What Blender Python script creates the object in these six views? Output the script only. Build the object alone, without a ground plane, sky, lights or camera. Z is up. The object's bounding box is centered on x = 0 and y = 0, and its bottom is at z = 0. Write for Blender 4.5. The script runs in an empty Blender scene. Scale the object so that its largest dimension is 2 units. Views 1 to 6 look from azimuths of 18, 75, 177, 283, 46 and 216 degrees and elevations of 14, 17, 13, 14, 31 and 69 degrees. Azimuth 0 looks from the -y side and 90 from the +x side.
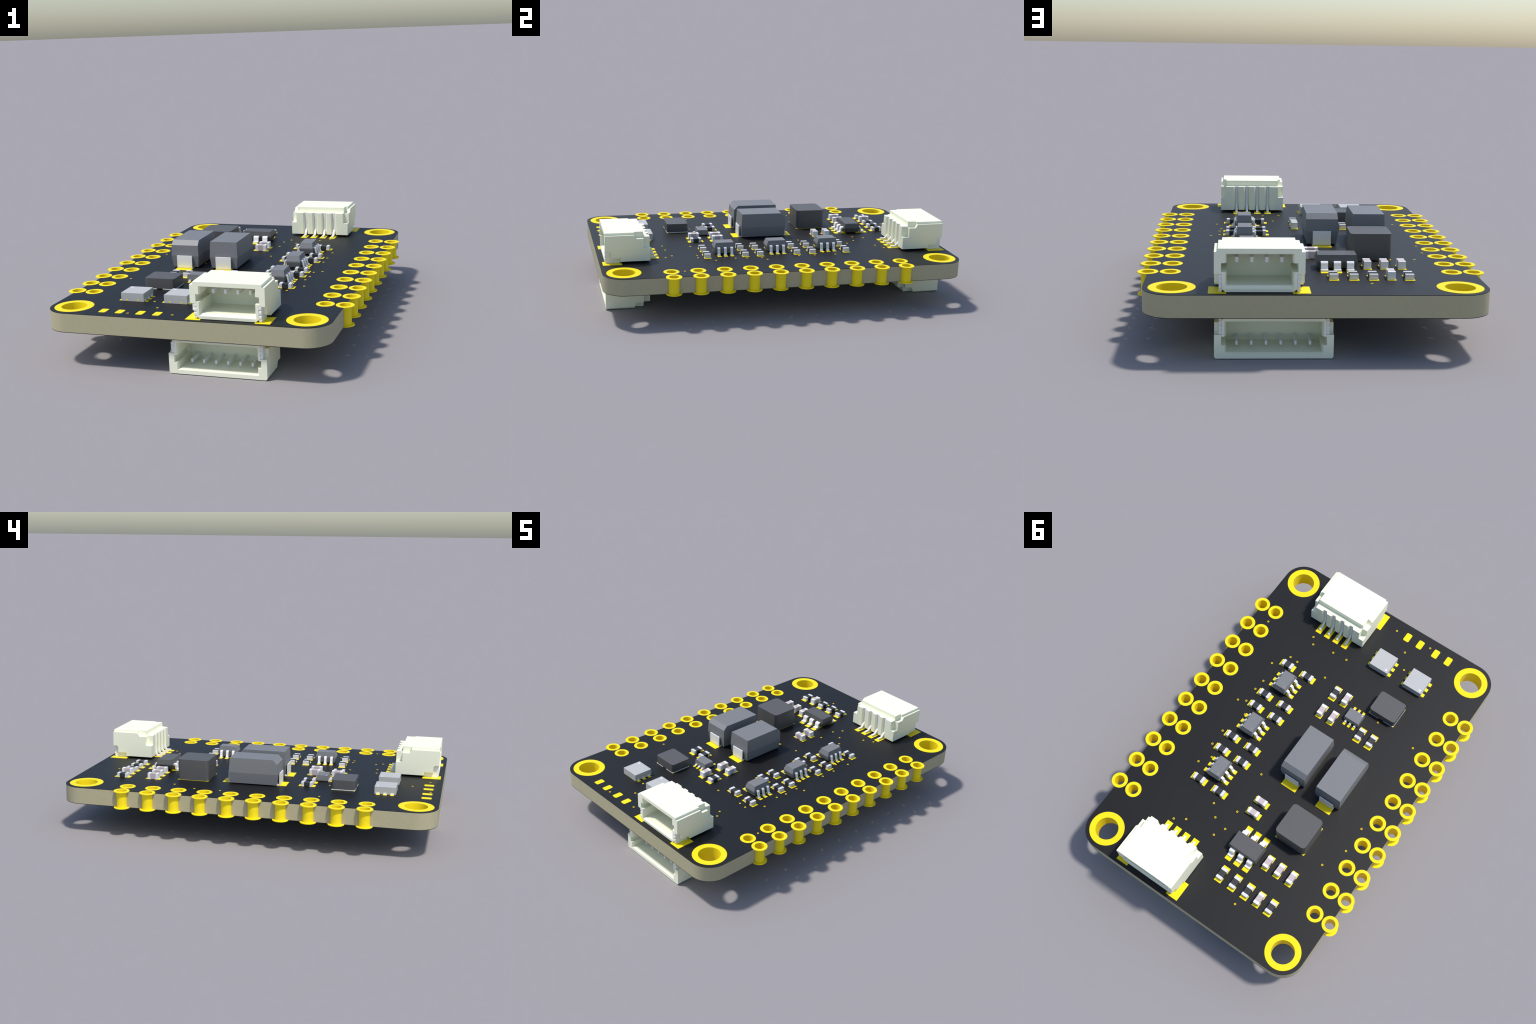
# Small dark circuit board carrying white wire connectors, gold plated holes and
# surface mounted chips.  All part sizes are given in millimetres of the real
# board and multiplied by S into the frame of the set (longest side = 2.00).
import bpy, bmesh, math
from mathutils import Matrix, Vector

S = 2.0 / 35.56            # metres of the frame per millimetre of board
BOARD_TOP = 4.55           # z of the solder mask surface
BOARD_BOTTOM = 2.93
HALF_X, HALF_Y = 11.77, 17.78
MASK = 0.045               # thickness of each solder mask skin
PAD = 0.022                # pads stand this far proud of the mask

scene = bpy.context.scene
link = scene.collection.objects.link


# ------------------------------------------------------------------ materials
def material(name, color, rough=0.5, spec=0.5, metallic=0.0, grain=0.03, grain_scale=60.0,
             bump=0.0, coat=0.0):
    m = bpy.data.materials.new(name)
    m.use_nodes = True
    nt = m.node_tree
    b = nt.nodes["Principled BSDF"]
    b.inputs["Metallic"].default_value = metallic
    b.inputs["Specular IOR Level"].default_value = spec
    b.inputs["Coat Weight"].default_value = coat
    tc = nt.nodes.new("ShaderNodeTexCoord")
    noise = nt.nodes.new("ShaderNodeTexNoise")
    noise.inputs["Scale"].default_value = grain_scale
    noise.inputs["Detail"].default_value = 3.0
    nt.links.new(tc.outputs["Object"], noise.inputs["Vector"])
    ramp = nt.nodes.new("ShaderNodeValToRGB")
    lo = [c * (1 - grain) for c in color]
    hi = [min(1.0, c * (1 + grain)) for c in color]
    ramp.color_ramp.elements[0].position = 0.3
    ramp.color_ramp.elements[1].position = 0.7
    ramp.color_ramp.elements[0].color = (*lo, 1)
    ramp.color_ramp.elements[1].color = (*hi, 1)
    nt.links.new(noise.outputs["Fac"], ramp.inputs["Fac"])
    nt.links.new(ramp.outputs["Color"], b.inputs["Base Color"])
    b.inputs["Roughness"].default_value = rough
    if bump:
        bp = nt.nodes.new("ShaderNodeBump")
        bp.inputs["Strength"].default_value = bump
        bp.inputs["Distance"].default_value = 0.001
        nt.links.new(noise.outputs["Fac"], bp.inputs["Height"])
        nt.links.new(bp.outputs["Normal"], b.inputs["Normal"])
    return m


M_MASK = material("black_solder_mask", (0.0058, 0.0058, 0.006), 0.5, 0.42)
M_CORE = material("fibreglass_core", (0.45, 0.41, 0.255), 0.6, 0.35)
M_GOLD = material("gold_plating", (0.97, 0.765, 0.016), 0.5, 0.15, grain=0.01)
M_VIA = material("via_copper", (0.86, 0.60, 0.013), 0.5, 0.15, grain=0.01)
M_IVORY = material("ivory_plastic", (0.95, 0.955, 0.735), 0.5, 0.25, grain=0.01)
M_TIN = material("tinned_metal", (0.88, 0.88, 0.87), 0.45, 0.35, grain=0.01)
M_TIN_DULL = material("dull_tinned_metal", (0.735, 0.735, 0.74), 0.45, 0.35, grain=0.01)
M_GREY = material("grey_moulding", (0.196, 0.20, 0.207), 0.5, grain=0.02)
M_DARK = material("ferrite_dark_grey", (0.097, 0.096, 0.095), 0.5, grain=0.02)
M_PALE = material("pale_grey_moulding", (0.50, 0.50, 0.49), 0.5, grain=0.01)
M_CERAMIC = material("pinkish_ceramic", (0.58, 0.49, 0.49), 0.5, grain=0.02)
M_BLACK = material("resistor_black", (0.034, 0.034, 0.035), 0.5, grain=0.02)
M_DOT = material("pale_index_dot", (0.85, 0.86, 0.90), 0.5, grain=0.0)
M_DOT_GREY = material("grey_index_dot", (0.36, 0.36, 0.39), 0.5, grain=0.0)
M_DOT_DARK = material("dark_index_dot", (0.02, 0.02, 0.022), 0.5, grain=0.0)


# ------------------------------------------------------------ mesh primitives
def finish(bm, name, mat, smooth_angle=None, bevel=0.0, segs=1):
    """bm is in millimetres; returns a mesh in frame units."""
    if bevel:
        edges = [e for e in bm.edges if len(e.link_faces) == 2 and
                 e.calc_face_angle(0) > math.radians(25)]
        bmesh.ops.bevel(bm, geom=edges, offset=bevel, segments=segs, profile=0.5,
                        affect='EDGES', clamp_overlap=True)
    bmesh.ops.recalc_face_normals(bm, faces=bm.faces)
    bmesh.ops.transform(bm, matrix=Matrix.Scale(S, 4), verts=bm.verts)
    me = bpy.data.meshes.new(name)
    bm.to_mesh(me)
    bm.free()
    me.materials.append(mat)
    if smooth_angle:
        me.shade_smooth()
        me.set_sharp_from_angle(angle=math.radians(smooth_angle))
    return me


def add_box(bm, x0, x1, y0, y1, z0, z1):
    return add_prism(bm, [(x0, y0), (x1, y0), (x1, y1), (x0, y1)], z0, z1)


def add_prism(bm, outline, a, b, axis='z'):
    """extrude a polygon: axis z -> (x,y), axis x -> (y,z), axis y -> (x,z)."""
    def v(p, t):
        return {'z': (p[0], p[1], t), 'x': (t, p[0], p[1]), 'y': (p[0], t, p[1])}[axis]
    lo = [bm.verts.new(v(p, a)) for p in outline]
    hi = [bm.verts.new(v(p, b)) for p in outline]
    n = len(outline)
    bm.faces.new(lo)
    bm.faces.new(hi)
    for i in range(n):
        bm.faces.new((lo[i], lo[(i + 1) % n], hi[(i + 1) % n], hi[i]))


def add_rings(bm, rings):
    """loft closed rings of equal vertex count, capped at both ends."""
    vs = [[bm.verts.new(p) for p in r] for r in rings]
    n = len(vs[0])
    bm.faces.new(vs[0])
    bm.faces.new(vs[-1])
    for a, b in zip(vs, vs[1:]):
        for i in range(n):
            bm.faces.new((a[i], a[(i + 1) % n], b[(i + 1) % n], b[i]))


def rect_ring(hx, y0, y1, z):
    return [(-hx, y0, z), (hx, y0, z), (hx, y1, z), (-hx, y1, z)]


def moulded_body(levels):
    """levels: (half_x, half_y, z) from bottom to top."""
    bm = bmesh.new()
    add_rings(bm, [rect_ring(hx, -hy, hy, z) for hx, hy, z in levels])
    return bm


def rounded_rect(hx, hy, r, steps=6):
    pts = []
    for cx, cy, a0 in ((hx - r, hy - r, 0), (r - hx, hy - r, 90), (r - hx, r - hy, 180), (hx - r, r - hy, 270)):
        for i in range(steps + 1):
            a = math.radians(a0 + 90 * i / steps)
            pts.append((cx + r * math.cos(a), cy + r * math.sin(a)))
    return pts


def strip_outline(path, thick):
    """side outline of a bent metal strip following a centre line."""
    left, right = [], []
    n = len(path)
    for i, p in enumerate(path):
        p = Vector(p)
        d0 = (p - Vector(path[i - 1])).normalized() if i else None
        d1 = (Vector(path[i + 1]) - p).normalized() if i < n - 1 else None
        d0 = d0 or d1
        d1 = d1 or d0
        nrm = Vector((-(d0 + d1).y, (d0 + d1).x)).normalized()
        k = thick / 2 / max(0.4, nrm.dot(Vector((-d0.y, d0.x))))
        left.append(tuple(p + nrm * k))
        right.append(tuple(p - nrm * k))
    return left + right[::-1]


def bend(path, radius=0.05, steps=3):
    """round the inner corners of a poly-line."""
    out = [path[0]]
    for a, b, c in zip(path, path[1:], path[2:]):
        a, b, c = Vector(a), Vector(b), Vector(c)
        p = b + (a - b).normalized() * radius
        q = b + (c - b).normalized() * radius
        for i in range(steps + 1):
            t = i / steps
            out.append(tuple((1 - t) ** 2 * p + 2 * t * (1 - t) * b + t * t * q))
    out.append(path[-1])
    return out


def lathe(profile, steps):
    """closed profile of (radius, z) turned round z."""
    bm = bmesh.new()
    rings = []
    for i in range(steps):
        a = 2 * math.pi * i / steps
        rings.append([bm.verts.new((r * math.cos(a), r * math.sin(a), z)) for r, z in profile])
    m = len(profile)
    for i in range(steps):
        a, b = rings[i], rings[(i + 1) % steps]
        for j in range(m):
            bm.faces.new((a[j], b[j], b[(j + 1) % m], a[(j + 1) % m]))
    return bm


def disc_mesh(name, r, h, mat, steps=16):
    bm = bmesh.new()
    add_prism(bm, [(r * math.cos(2 * math.pi * i / steps), r * math.sin(2 * math.pi * i / steps))
                   for i in range(steps)], 0, h)
    return finish(bm, name, mat)


# -------------------------------------------------------------- object helper
root = bpy.data.objects.new("circuit_board", None)
root["label"] = "black circuit board with gold holes, white connectors, tiny chips"
root["category"] = "circuit board"
link(root)


def put(name, mesh, parent, x=0.0, y=0.0, z=0.0, turn=0.0, matrix=None):
    ob = bpy.data.objects.new(name, mesh)
    link(ob)
    ob.parent = parent
    if matrix is None:
        matrix = Matrix.Translation((x * S, y * S, z * S)) @ Matrix.Rotation(math.radians(turn), 4, 'Z')
    ob.matrix_basis = matrix
    return ob


# ---------------------------------------------------------------------- board
HOLE_X, HOLE_Y = 9.78, 15.79
PIN_IN, PIN_OUT = 10.165, 11.77
PIN_Y = [-11.43 + 2.54 * i for i in range(10)]
CORNER = 2.05
BARREL = 0.50


def board_outline(notch):
    pts = []

    def side(x, ys, sgn):
        for yc in ys:
            for i in range(17):
                a = math.radians(-90 + 180 * i / 16) * sgn
                pts.append((x - sgn * notch * math.cos(a), yc + notch * math.sin(a)))

    def corner(cx, cy, a0):
        for i in range(13):
            a = math.radians(a0 + 90 * i / 12)
            pts.append((cx + CORNER * math.cos(a), cy + CORNER * math.sin(a)))
    side(HALF_X, PIN_Y, 1)
    corner(HALF_X - CORNER, HALF_Y - CORNER, 0)
    corner(CORNER - HALF_X, HALF_Y - CORNER, 90)
    side(-HALF_X, PIN_Y[::-1], -1)
    corner(CORNER - HALF_X, CORNER - HALF_Y, 180)
    corner(HALF_X - CORNER, CORNER - HALF_Y, 270)
    return pts


def circle(cx, cy, r, steps):
    return [(cx + r * math.cos(2 * math.pi * i / steps), cy + r * math.sin(2 * math.pi * i / steps))
            for i in range(steps)]


def board_layer(name, z0, z1, mat, grow=0.0):
    loops = [board_outline(BARREL - 0.01)]
    for sx in (-1, 1):
        for sy in (-1, 1):
            loops.append(circle(sx * HOLE_X, sy * HOLE_Y, 1.10, 48))
        for y in PIN_Y:
            loops.append(circle(sx * PIN_IN, y, BARREL - 0.01, 24))
    cu = bpy.data.curves.new(name, 'CURVE')
    cu.dimensions = '2D'
    cu.fill_mode = 'BOTH'
    cu.extrude = (z1 - z0) / 2 * S
    for lp in loops:
        sp = cu.splines.new('POLY')
        sp.points.add(len(lp) - 1)
        for p, (x, y) in zip(sp.points, lp):
            p.co = (x * S, y * S, 0, 1)
        sp.use_cyclic_u = True
    tmp = bpy.data.objects.new(name, cu)
    link(tmp)
    bpy.context.view_layer.update()
    ev = tmp.evaluated_get(bpy.context.evaluated_depsgraph_get())
    me = bpy.data.meshes.new_from_object(ev)
    bpy.data.objects.remove(tmp)
    bpy.data.curves.remove(cu)
    me.name = name
    bm = bmesh.new()
    bm.from_mesh(me)
    bmesh.ops.remove_doubles(bm, verts=bm.verts, dist=1e-6)
    bmesh.ops.recalc_face_normals(bm, faces=bm.faces)
    bm.to_mesh(me)
    bm.free()
    me.materials.clear()
    me.materials.append(mat)
    me.shade_smooth()
    me.set_sharp_from_angle(angle=math.radians(35))
    return put(name, me, root, 0, 0, (z0 + z1) / 2)


core = board_layer("board_core", BOARD_BOTTOM + MASK, BOARD_TOP - MASK, M_CORE)
mask_top = board_layer("solder_mask", BOARD_TOP - MASK, BOARD_TOP, M_MASK)
mask_low = board_layer("solder_mask", BOARD_BOTTOM, BOARD_BOTTOM + MASK, M_MASK)

# plated holes: a barrel with a flat collar on either face of the board
FLANGE_IN = 0.05           # collars bite this far into the board


def plated_hole(name, r_hole, r_barrel, r_collar, steps):
    t, b = BOARD_TOP + PAD, BOARD_BOTTOM - PAD
    c = 0.015
    profile = [(r_hole, t), (r_collar - c, t), (r_collar, t - c), (r_collar, BOARD_TOP - FLANGE_IN),
               (r_barrel, BOARD_TOP - FLANGE_IN), (r_barrel, BOARD_BOTTOM + FLANGE_IN),
               (r_collar, BOARD_BOTTOM + FLANGE_IN), (r_collar, b + c), (r_collar - c, b), (r_hole, b)]
    return finish(lathe(profile, steps), name, M_GOLD, 35)


me_pin = plated_hole("plated_hole", 0.465, 0.50, 0.755, 40)
for sx in (1, -1):
    for y in PIN_Y:
        put("plated_hole", me_pin, root, sx * PIN_OUT, y)
        put("plated_hole", me_pin, root, sx * PIN_IN, y)

me_mount = plated_hole("mounting_hole", 1.05, 1.105, 1.61, 72)
for sx in (1, -1):
    for sy in (1, -1):
        put("mounting_hole", me_mount, root, sx * HOLE_X, sy * HOLE_Y)

# small vias
bm = lathe([(0.045, 0.012), (0.10, 0.012), (0.105, -0.02), (0.045, -0.02)], 16)
me_via = finish(bm, "via", M_VIA, 35)
VIAS = [(10.16, -10.16), (5.5, -11.28), (5.05, -10.59), (2.93, -10.95), (1.44, -11.03), (6.08, -8.17),
        (5.24, -8.11), (7.19, -6.59), (2.07, -8.24), (6.77, -4.55), (6.9, -3.41), (7.61, -1.52),
        (6.88, -1.89), (6.14, -0.64), (-0.88, -16.56), (-4.71, -7.19), (-4.59, -16.78), (-2.81, -14.97),
        (-3.76, -13.31), (6.89, 1.93), (6.89, 3.56), (6.13, 4.69), (1.31, 3.44), (3.25, 8.24),
        (1.0, 7.68), (2.32, 9.27), (-8.83, -6.85), (-9.23, 2.55), (-9.23, 5.09), (5.38, 11.54),
        (4.41, 10.93), (0.93, 9.65), (1.45, 10.68), (-3.89, 14.74), (-8.2, 7.38), (6.90, 5.74), (-4.04, -0.30)]
for x, y in VIAS:
    proud = PAD + 0.006 if (x, y) in ((6.14, -0.64), (6.13, 4.69)) else 0.0
    put("via", me_via, root, x, y, BOARD_TOP + proud)

# ----------------------------------------------------------------------- pads
_pads = {}


def pad(x, y, sx, sy, top=True, r=0.0):
    key = (round(sx, 3), round(sy, 3), r)
    if key not in _pads:
        bm = bmesh.new()
        out = rounded_rect(sx / 2, sy / 2, r) if r else \
            [(-sx / 2, -sy / 2), (sx / 2, -sy / 2), (sx / 2, sy / 2), (-sx / 2, sy / 2)]
        add_prism(bm, out, -0.02, PAD)
        _pads[key] = finish(bm, "solder_pad", M_GOLD)
    if top:
        return put("solder_pad", _pads[key], root, x, y, BOARD_TOP)
    return put("solder_pad", _pads[key], root,
               matrix=Matrix.Translation((x * S, y * S, BOARD_BOTTOM * S)) @ Matrix.Rotation(math.pi, 4, 'Y'))


Z0 = BOARD_TOP + PAD       # parts sit on the pads

for x in (-2.16, -3.59, -5.365, -6.79):
    pad(x, -16.525, 0.60, 0.93, r=0.13)


# ------------------------------------------------------- two-terminal chips
def chip_meshes(kind, length, width, height, cap, mat, rec, tin):
    bm = bmesh.new()
    add_box(bm, -length / 2 + cap - 0.01, length / 2 - cap + 0.01, -width / 2 + 0.006, width / 2 - 0.006,
            0.0, height - rec)
    body = finish(bm, kind, mat, bevel=0.01)
    bm = bmesh.new()
    add_box(bm, -length / 2, -length / 2 + cap, -width / 2, width / 2, 0.002, height)
    term = finish(bm, "terminal", tin, bevel=0.015, segs=1)
    return body, term


me_res, me_res_term = chip_meshes("chip_resistor", 1.09, 0.61, 0.37, 0.265, M_BLACK, 0.025, M_TIN_DULL)
me_cap, me_cap_term = chip_meshes("chip_capacitor", 1.07, 0.54, 0.55, 0.25, M_CERAMIC, 0.004, M_TIN)


def chip(kind, x, y, along_y=False):
    turn = 90 if along_y else 0
    if kind == 'R':
        ob = put("chip_resistor", me_res, root, x, y, Z0, turn)
        term, pl, pw, total = me_res_term, 0.55, 0.70, 1.60
    else:
        ob = put("chip_capacitor", me_cap, root, x, y, Z0, turn)
        term, pl, pw, total = me_cap_term, 0.55, 0.63, 1.50
    for t in (0, 180):
        put("terminal", term, ob, turn=t)
    off = (total - pl) / 2
    for s in (-1, 1):
        if along_y:
            pad(x, y + s * off, pw, pl)
        else:
            pad(x + s * off, y, pl, pw)


for y in (-7.243, -3.42, -1.905, 1.905, 3.535, 7.10):
    chip('R', 3.466, y)
    chip('R', 5.762, y)
chip('C', -0.338, 5.706)
chip('C', -0.338, 6.986)
for k, x, y in (('R', 0.289, -7.37), ('C', -0.981, -7.37), ('C', 0.291, -5.085), ('C', -0.965, -5.085),
                ('R', -4.021, -5.085), ('R', -5.288, -5.09),
                ('C', -4.149, 10.03), ('C', -5.409, 10.03), ('C', -6.695, 10.03),
                ('R', -1.36, 13.21), ('R', -2.774, 13.21), ('R', -4.16, 13.21), ('C', -5.422, 13.21),
                ('R', -6.693, 13.21)):
    chip(k, x, y, True)


# -------------------------------------------------------------- legged chips
def leg_mesh(path, thick, width, radius):
    bm = bmesh.new()
    add_prism(bm, strip_outline(bend(path, radius), thick), -width / 2, width / 2, axis='y')
    return finish(bm, "leg", M_TIN, 40)


def legged_chip(name, me, me_leg, x, y, turn, pitch, pads, me_dot, dot):
    """legs on the local +x / -x sides; pads = (inner, outer, width)."""
    ob = put(name, me, root, x, y, Z0, turn)
    for s in (1, -1):
        for i in (-1, 0, 1):
            m = Matrix.Translation((0, i * pitch * S, 0)) @ Matrix.Rotation(0 if s > 0 else math.pi, 4, 'Z')
            put("leg", me_leg, ob, matrix=m)
            px, py = s * (pads[0] + pads[1]) / 2, i * pitch
            if turn in (90, -90):
                pad(x + py, y + px, pads[2], pads[1] - pads[0])
            else:
                pad(x + px, y + py, pads[1] - pads[0], pads[2])
    put("index_dot", me_dot, ob, *dot)
    return ob


# three small grey six-leg chips
me_small = finish(moulded_body([(0.58, 0.93, 0.12), (0.66, 1.07, 0.62), (0.655, 1.065, 0.72), (0.565, 0.89, 1.20)]),
                  "six_leg_chip", M_GREY)
me_small_leg = leg_mesh([(0.52, 0.71), (0.83, 0.71), (0.92, 0.07), (1.10, 0.06)], 0.12, 0.26, 0.13)
me_small_dot = disc_mesh("index_dot", 0.055, 0.006, M_DOT_GREY)
for x, y in ((4.745, -5.34), (4.745, 0.0), (4.63, 5.34)):
    legged_chip("six_leg_chip", me_small, me_small_leg, x, y, 0, 0.65, (0.62, 1.36, 0.37),
                me_small_dot, (-0.32, 0.67, 1.198))

# larger dark six-leg regulator, turned a quarter
me_reg = finish(moulded_body([(0.72, 1.36, 0.11), (0.85, 1.53, 0.55), (0.85, 1.53, 0.64), (0.75, 1.42, 1.09)]),
                "regulator_chip", M_DARK)
me_reg_leg = leg_mesh([(0.75, 0.585), (1.10, 0.585), (1.13, 0.08), (1.47, 0.075)], 0.15, 0.52, 0.12)
legged_chip("regulator_chip", me_reg, me_reg_leg, -1.868, 10.03, 90, 0.95, (0.55, 1.85, 0.59),
            disc_mesh("index_dot", 0.06, 0.006, M_DOT_DARK), (-0.60, 1.22, 1.088))

# small flat-lead chip
me_flat = finish(moulded_body([(0.58, 0.79, 0.05), (0.60, 0.80, 0.14), (0.54, 0.76, 0.60)]), "flat_lead_chip", M_GREY)
bm = bmesh.new()
add_box(bm, 0.5, 0.80, -0.10, 0.10, 0.0, 0.13)
me_flat_leg = finish(bm, "leg", M_TIN, bevel=0.02)
legged_chip("flat_lead_chip", me_flat, me_flat_leg, -2.625, -6.215, 90, 0.5, (0.58, 1.08, 0.25),
            disc_mesh("index_dot", 0.06, 0.006, M_DOT), (-0.40, 0.62, 0.598))

# two pale square leadless chips
bm = bmesh.new()
add_box(bm, -1.0, 1.0, -1.0, 1.0, 0.0, 0.70)
me_square = finish(bm, "leadless_chip", M_PALE, bevel=0.01)
bm = bmesh.new()
add_box(bm, 0.85, 1.008, -0.14, 0.14, 0.002, 0.17)
me_square_term = finish(bm, "terminal", M_TIN)
bm = bmesh.new()
add_box(bm, -0.07, 0.07, 0.85, 1.006, 0.06, 0.18)
me_square_tie = finish(bm, "tie_bar", M_GOLD)
me_white_dot = disc_mesh("index_dot", 0.105, 0.006, M_DOT)
for x in (-1.755, -5.566):
    ob = put("leadless_chip", me_square, root, x, -12.68, Z0)
    put("index_dot", me_white_dot, ob, -0.72, 0.72, 0.698)
    for s in (1, -1):
        for i in (-1, 0, 1):
            put("terminal", me_square_term, ob, matrix=Matrix.Translation((0, i * 0.66 * S, 0)) @
                Matrix.Rotation(0 if s > 0 else math.pi, 4, 'Z'))
            pad(x + s * 1.06, -12.68 + i * 0.66, 0.42, 0.36)
        for t in (-0.5, 0.5):
            put("tie_bar", me_square_tie, ob, matrix=Matrix.Translation((t * S, 0, 0)) @
                Matrix.Rotation(0 if s > 0 else math.pi, 4, 'Z'))

# -------------------------------------- two moulded capacitors with end plates
bm = bmesh.new()
add_rings(bm, [rect_ring(1.22, -2.28, 2.28, 0.10), rect_ring(1.34, -2.40, 2.40, 1.15),
               rect_ring(1.295, -2.355, 2.345, 2.15), rect_ring(1.275, -1.93, 2.325, 2.58)])
me_moulded = finish(bm, "moulded_capacitor", M_GREY)
bm = bmesh.new()
add_prism(bm, strip_outline(bend([(-2.52, 1.20), (-2.52, 0.05), (-1.75, 0.05)], 0.08), 0.10),
          -0.74, 0.74, axis='x')
me_plate = finish(bm, "end_plate", M_TIN, 40, bevel=0.015)
for x, turn in ((-1.495, 180), (-5.30, 0)):
    ob = put("moulded_capacitor", me_moulded, root, x, 0.0, Z0, turn)
    for t in (0, 180):
        put("end_plate", me_plate, ob, turn=t)
    for s in (-1, 1):
        pad(x, s * 2.30, 1.56, 1.70)


# ------------------------------------------------------------------ inductors
def inductor(x, y, hx, hy, z0, h, r, plate):
    bm = bmesh.new()
    add_prism(bm, rounded_rect(hx, hy, r, 8), z0, h)
    ob = put("inductor", finish(bm, "inductor", M_DARK, 40), root, x, y, Z0)
    for s in (-1, 1):
        if plate:
            bm = bmesh.new()
            out = [p for p in rounded_rect(hx + 0.012, hy + 0.012, r, 8) if p[0] > 0.3 * hx]
            out = [(0.2 * hx, -hy - 0.012)] + [p for p in out if p[1] < 0] + \
                  [p for p in out if p[1] >= 0] + [(0.2 * hx, hy + 0.012)]
            add_prism(bm, out, 0.0, z0 - 0.004)
            put("terminal", finish(bm, "terminal", M_TIN, 40), ob, turn=0 if s > 0 else 180)
        pad(x + s * hx * 0.655, y, hx * 0.69, hy * 1.99)


inductor(-4.785, 6.10, 1.58, 1.56, 0.0, 2.02, 0.34, False)
inductor(-4.785, -8.68, 1.37, 1.125, 0.06, 0.95, 0.25, True)


# ----------------------------------------------------------------- connectors
LID_TOP = 2.97             # height of the four-way housings
CONN_D = 4.30


def solid(builder):
    bm = bmesh.new()
    builder(bm)
    bmesh.ops.recalc_face_normals(bm, faces=bm.faces)
    me = bpy.data.meshes.new("tool")
    bm.to_mesh(me)
    bm.free()
    ob = bpy.data.objects.new("tool", me)
    link(ob)
    return ob


def combine(base, builder, op):
    tool = solid(builder)
    md = base.modifiers.new("cut", 'BOOLEAN')
    md.solver = 'EXACT'
    md.operation = op
    md.object = tool
    bpy.context.view_layer.update()
    ev = base.evaluated_get(bpy.context.evaluated_depsgraph_get())
    me = bpy.data.meshes.new_from_object(ev)
    base.modifiers.clear()
    old = base.data
    base.data = me
    bpy.data.meshes.remove(old)
    tm = tool.data
    bpy.data.objects.remove(tool)
    bpy.data.meshes.remove(tm)


def housing_mesh(n, top, stepped):
    """wire connector housing: opening at y = 0, wires' side at y = CONN_D."""
    hw = (n + 2) / 2.0
    base = solid(lambda bm: add_prism(bm, [(0, 0.2), (CONN_D, 0.2), (CONN_D, 1.44), (3.66, 1.44), (3.66, 2.39),
                                           (2.97, 2.39), (2.76, 2.75), (0.0, 2.75)], -hw, hw, axis='x'))
    # lid, narrowed at the rear corners; stepped or chamfered along its sides
    if stepped:
        combine(base, lambda bm: add_prism(bm, [(0.25 - hw, 0), (hw - 0.25, 0), (hw - 0.25, 2.80), (0.25 - hw, 2.80)],
                                           1.0, top), 'UNION')
    else:
        combine(base, lambda bm: add_prism(bm, [(-hw, 1.6), (hw, 1.6), (hw, top - 0.11), (hw - 0.11, top),
                                                (0.11 - hw, top), (-hw, top - 0.11)], 0.0, 2.76, axis='y'), 'UNION')
    combine(base, lambda bm: add_box(bm, 0.5 - hw, hw - 0.5, 2.0, 3.66, 1.0, top), 'UNION')
    # ribbed rear block
    combine(base, lambda bm: add_box(bm, 0.5 - hw, hw - 0.5, 3.0, CONN_D, 0.2, 2.46), 'UNION')
    # front sill reaching down to the board
    combine(base, lambda bm: add_prism(bm, [(0.52 - hw, 0.5), (0.52 - hw, 0.26), (0.76 - hw, 0.045), (hw - 0.76, 0.045),
                                            (hw - 0.52, 0.26), (hw - 0.52, 0.5)], 0.0, 1.3, axis='y'), 'UNION')
    for s in (-1, 1):
        # recess for the solder tab
        combine(base, lambda bm: add_prism(bm, [(-0.5, -0.5), (1.45, -0.5), (1.45, 0.55), (0.52, 0.55), (0.52, 1.12),
                                                (0.38, 1.28), (-0.5, 1.28)],
                                           *sorted((s * (hw - 0.52), s * (hw + 1))), axis='x'), 'DIFFERENCE')
    # plug cavity with chamfered mouth and side slots
    cx, c0, c1 = (hw - 0.82, 0.47, 2.56) if stepped else (hw - 0.77, 0.42, 2.53)
    combine(base, lambda bm: add_box(bm, -cx, cx, -0.5, 2.95, c0, c1), 'DIFFERENCE')

    lip = 0.0 if stepped else 0.10

    def mouth(bm):
        def ring(y, e, lo, hi):
            return [(-cx - e, y, lo), (cx + e, y, lo), (cx + e, y, hi), (-cx - e, y, hi)]
        add_rings(bm, [ring(-0.1, 0.145, c0 - 0.25 + lip, c1 + 0.12), ring(0.0, 0.10, c0 - 0.19 + lip, c1 + 0.08),
                       ring(0.2, -0.005, c0 + 0.005, c1 - 0.005)])
    combine(base, mouth, 'DIFFERENCE')
    combine(base, lambda bm: add_box(bm, 0.46 - hw, hw - 0.46, -0.5, 2.6, 1.40, 2.0), 'DIFFERENCE')
    # a groove behind every contact
    for i in range(n):
        x = i - (n - 1) / 2.0
        combine(base, lambda bm: add_prism(bm, [(x - 0.11, 4.01), (x + 0.11, 4.01), (x + 0.29, CONN_D + 0.02),
                                                (x - 0.29, CONN_D + 0.02)], -0.5, 2.8), 'DIFFERENCE')
    me = base.data
    bpy.data.objects.remove(base)
    bm = bmesh.new()
    bm.from_mesh(me)
    bmesh.ops.dissolve_limit(bm, angle_limit=0.002, verts=bm.verts, edges=bm.edges)
    bmesh.ops.remove_doubles(bm, verts=bm.verts, dist=1e-5)
    bpy.data.meshes.remove(me)
    return finish(bm, "connector", M_IVORY)


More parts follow.
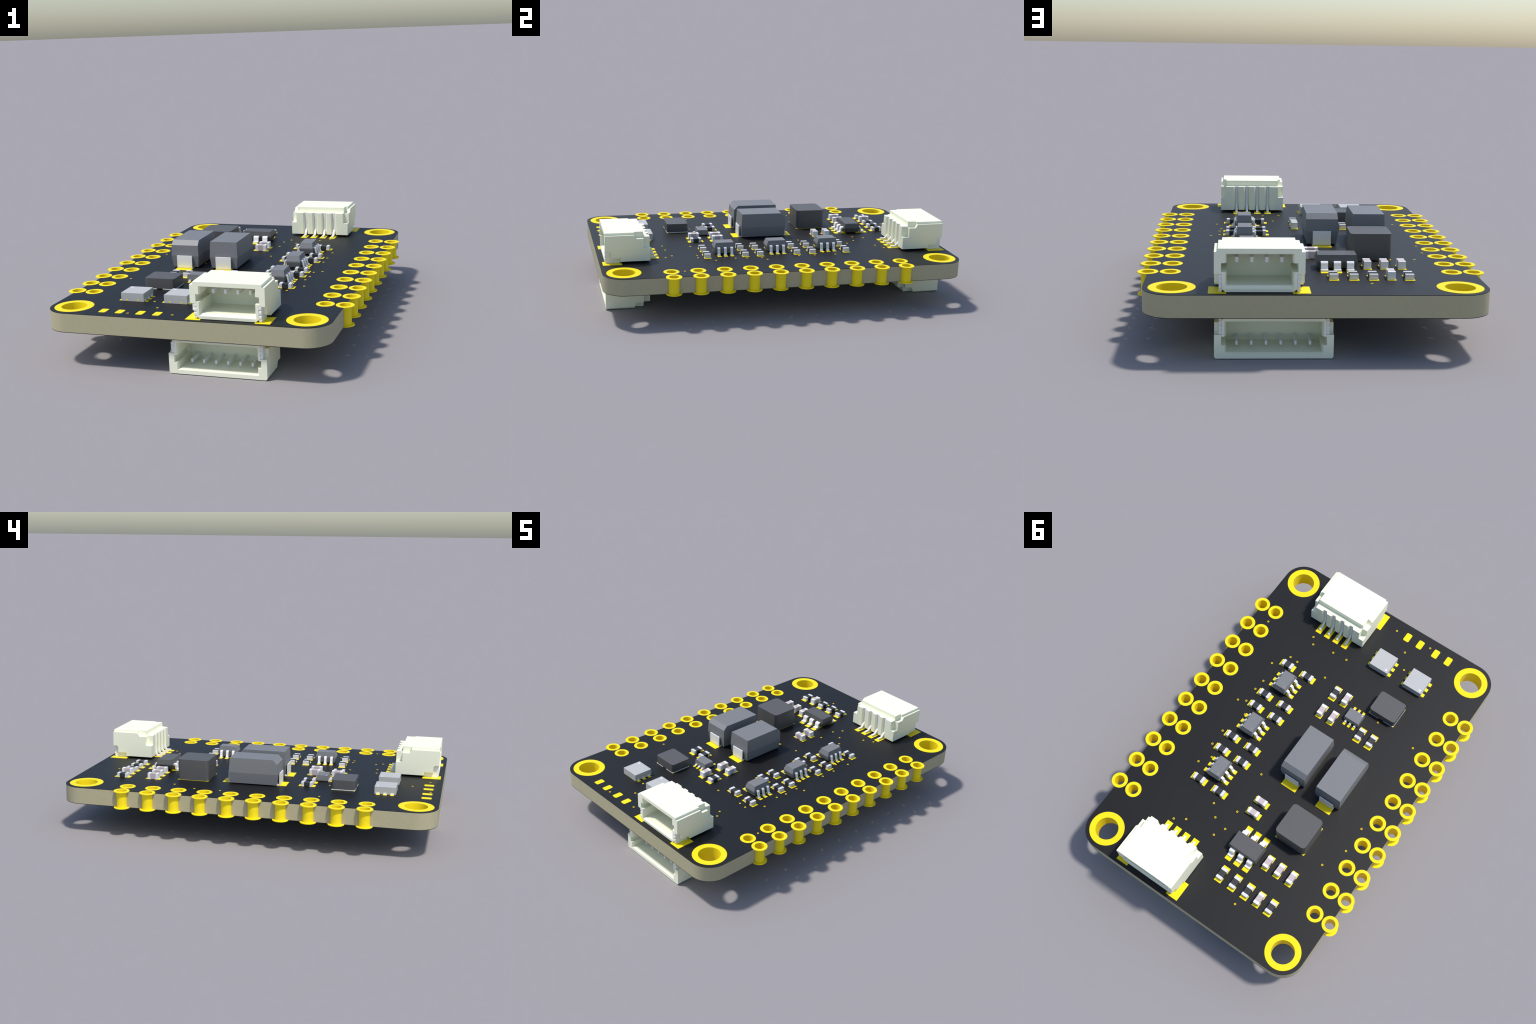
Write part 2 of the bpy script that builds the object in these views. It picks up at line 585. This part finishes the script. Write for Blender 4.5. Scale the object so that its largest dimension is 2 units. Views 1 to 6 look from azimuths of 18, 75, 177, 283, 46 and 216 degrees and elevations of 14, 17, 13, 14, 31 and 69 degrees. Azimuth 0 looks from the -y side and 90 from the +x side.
bm = bmesh.new()
add_prism(bm, strip_outline(bend([(3.99, 2.44), (3.99, 0.68), (4.45, 0.10), (4.98, 0.10)], 0.09), 0.17),
          -0.105, 0.105, axis='x')
me_wire_leg = finish(bm, "contact_leg", M_TIN, 40, bevel=0.02)
bm = bmesh.new()
add_box(bm, -0.105, 0.105, 1.15, 3.5, 1.80, 2.16)
me_blade = finish(bm, "contact_pin", M_TIN, 40, bevel=0.035, segs=2)
bm = bmesh.new()
add_box(bm, -0.08, 0.08, 1.10, 3.5, 2.04, 2.32)
me_round_pin = finish(bm, "contact_pin", M_TIN, 60, bevel=0.06, segs=3)
me_contact = {4: me_blade, 6: me_round_pin}
# folded solder tab with a scalloped front edge
bm = bmesh.new()
tab = [(0.12, 0.0), (1.36, 0.0), (1.46, 0.10), (1.44, 0.54), (0.50, 0.54), (0.50, 1.24), (0.05, 1.24)]
z = 1.24
while z > 0.25:
    tab += [(0.0, z - 0.06), (0.0, z - 0.22), (0.07, z - 0.30)]
    z -= 0.36
tab += [(0.02, 0.14)]
add_prism(bm, tab, -0.10, 0.10, axis='x')
me_tab = finish(bm, "solder_tab", M_TIN)

me_housing = {4: housing_mesh(4, LID_TOP, True), 6: housing_mesh(6, BOARD_BOTTOM, False)}
FRONT = 17.25


def connector(n, cx, back, below):
    m = Matrix.Translation((cx * S, (FRONT if back else -FRONT) * S, (BOARD_BOTTOM if below else BOARD_TOP) * S))
    if back and not below:
        m = m @ Matrix.Rotation(math.pi, 4, 'Z')
    elif below and not back:
        m = m @ Matrix.Rotation(math.pi, 4, 'Y')
    elif below and back:
        m = m @ Matrix.Rotation(math.pi, 4, 'X')
    ob = put("connector", me_housing[n], root, matrix=m)
    for i in range(n):
        x = i - (n - 1) / 2.0
        put("contact_pin", me_contact[n], ob, x, 0, 0)
        put("contact_leg", me_wire_leg, ob, x, 0, PAD)
        pad(cx + x, (1 if back else -1) * (FRONT - 4.545), 0.60, 1.55, top=not below)
    for s in (-1, 1):
        put("solder_tab", me_tab, ob, s * (n / 2.0 + 0.59), 0, PAD)
        pad(cx + s * (n / 2.0 + 0.8), (1 if back else -1) * (FRONT - 0.67), 1.20, 1.80, top=not below)


connector(4, 3.92, False, False)
connector(4, 3.92, True, False)
connector(6, 2.92, False, True)
connector(6, 2.92, True, True)
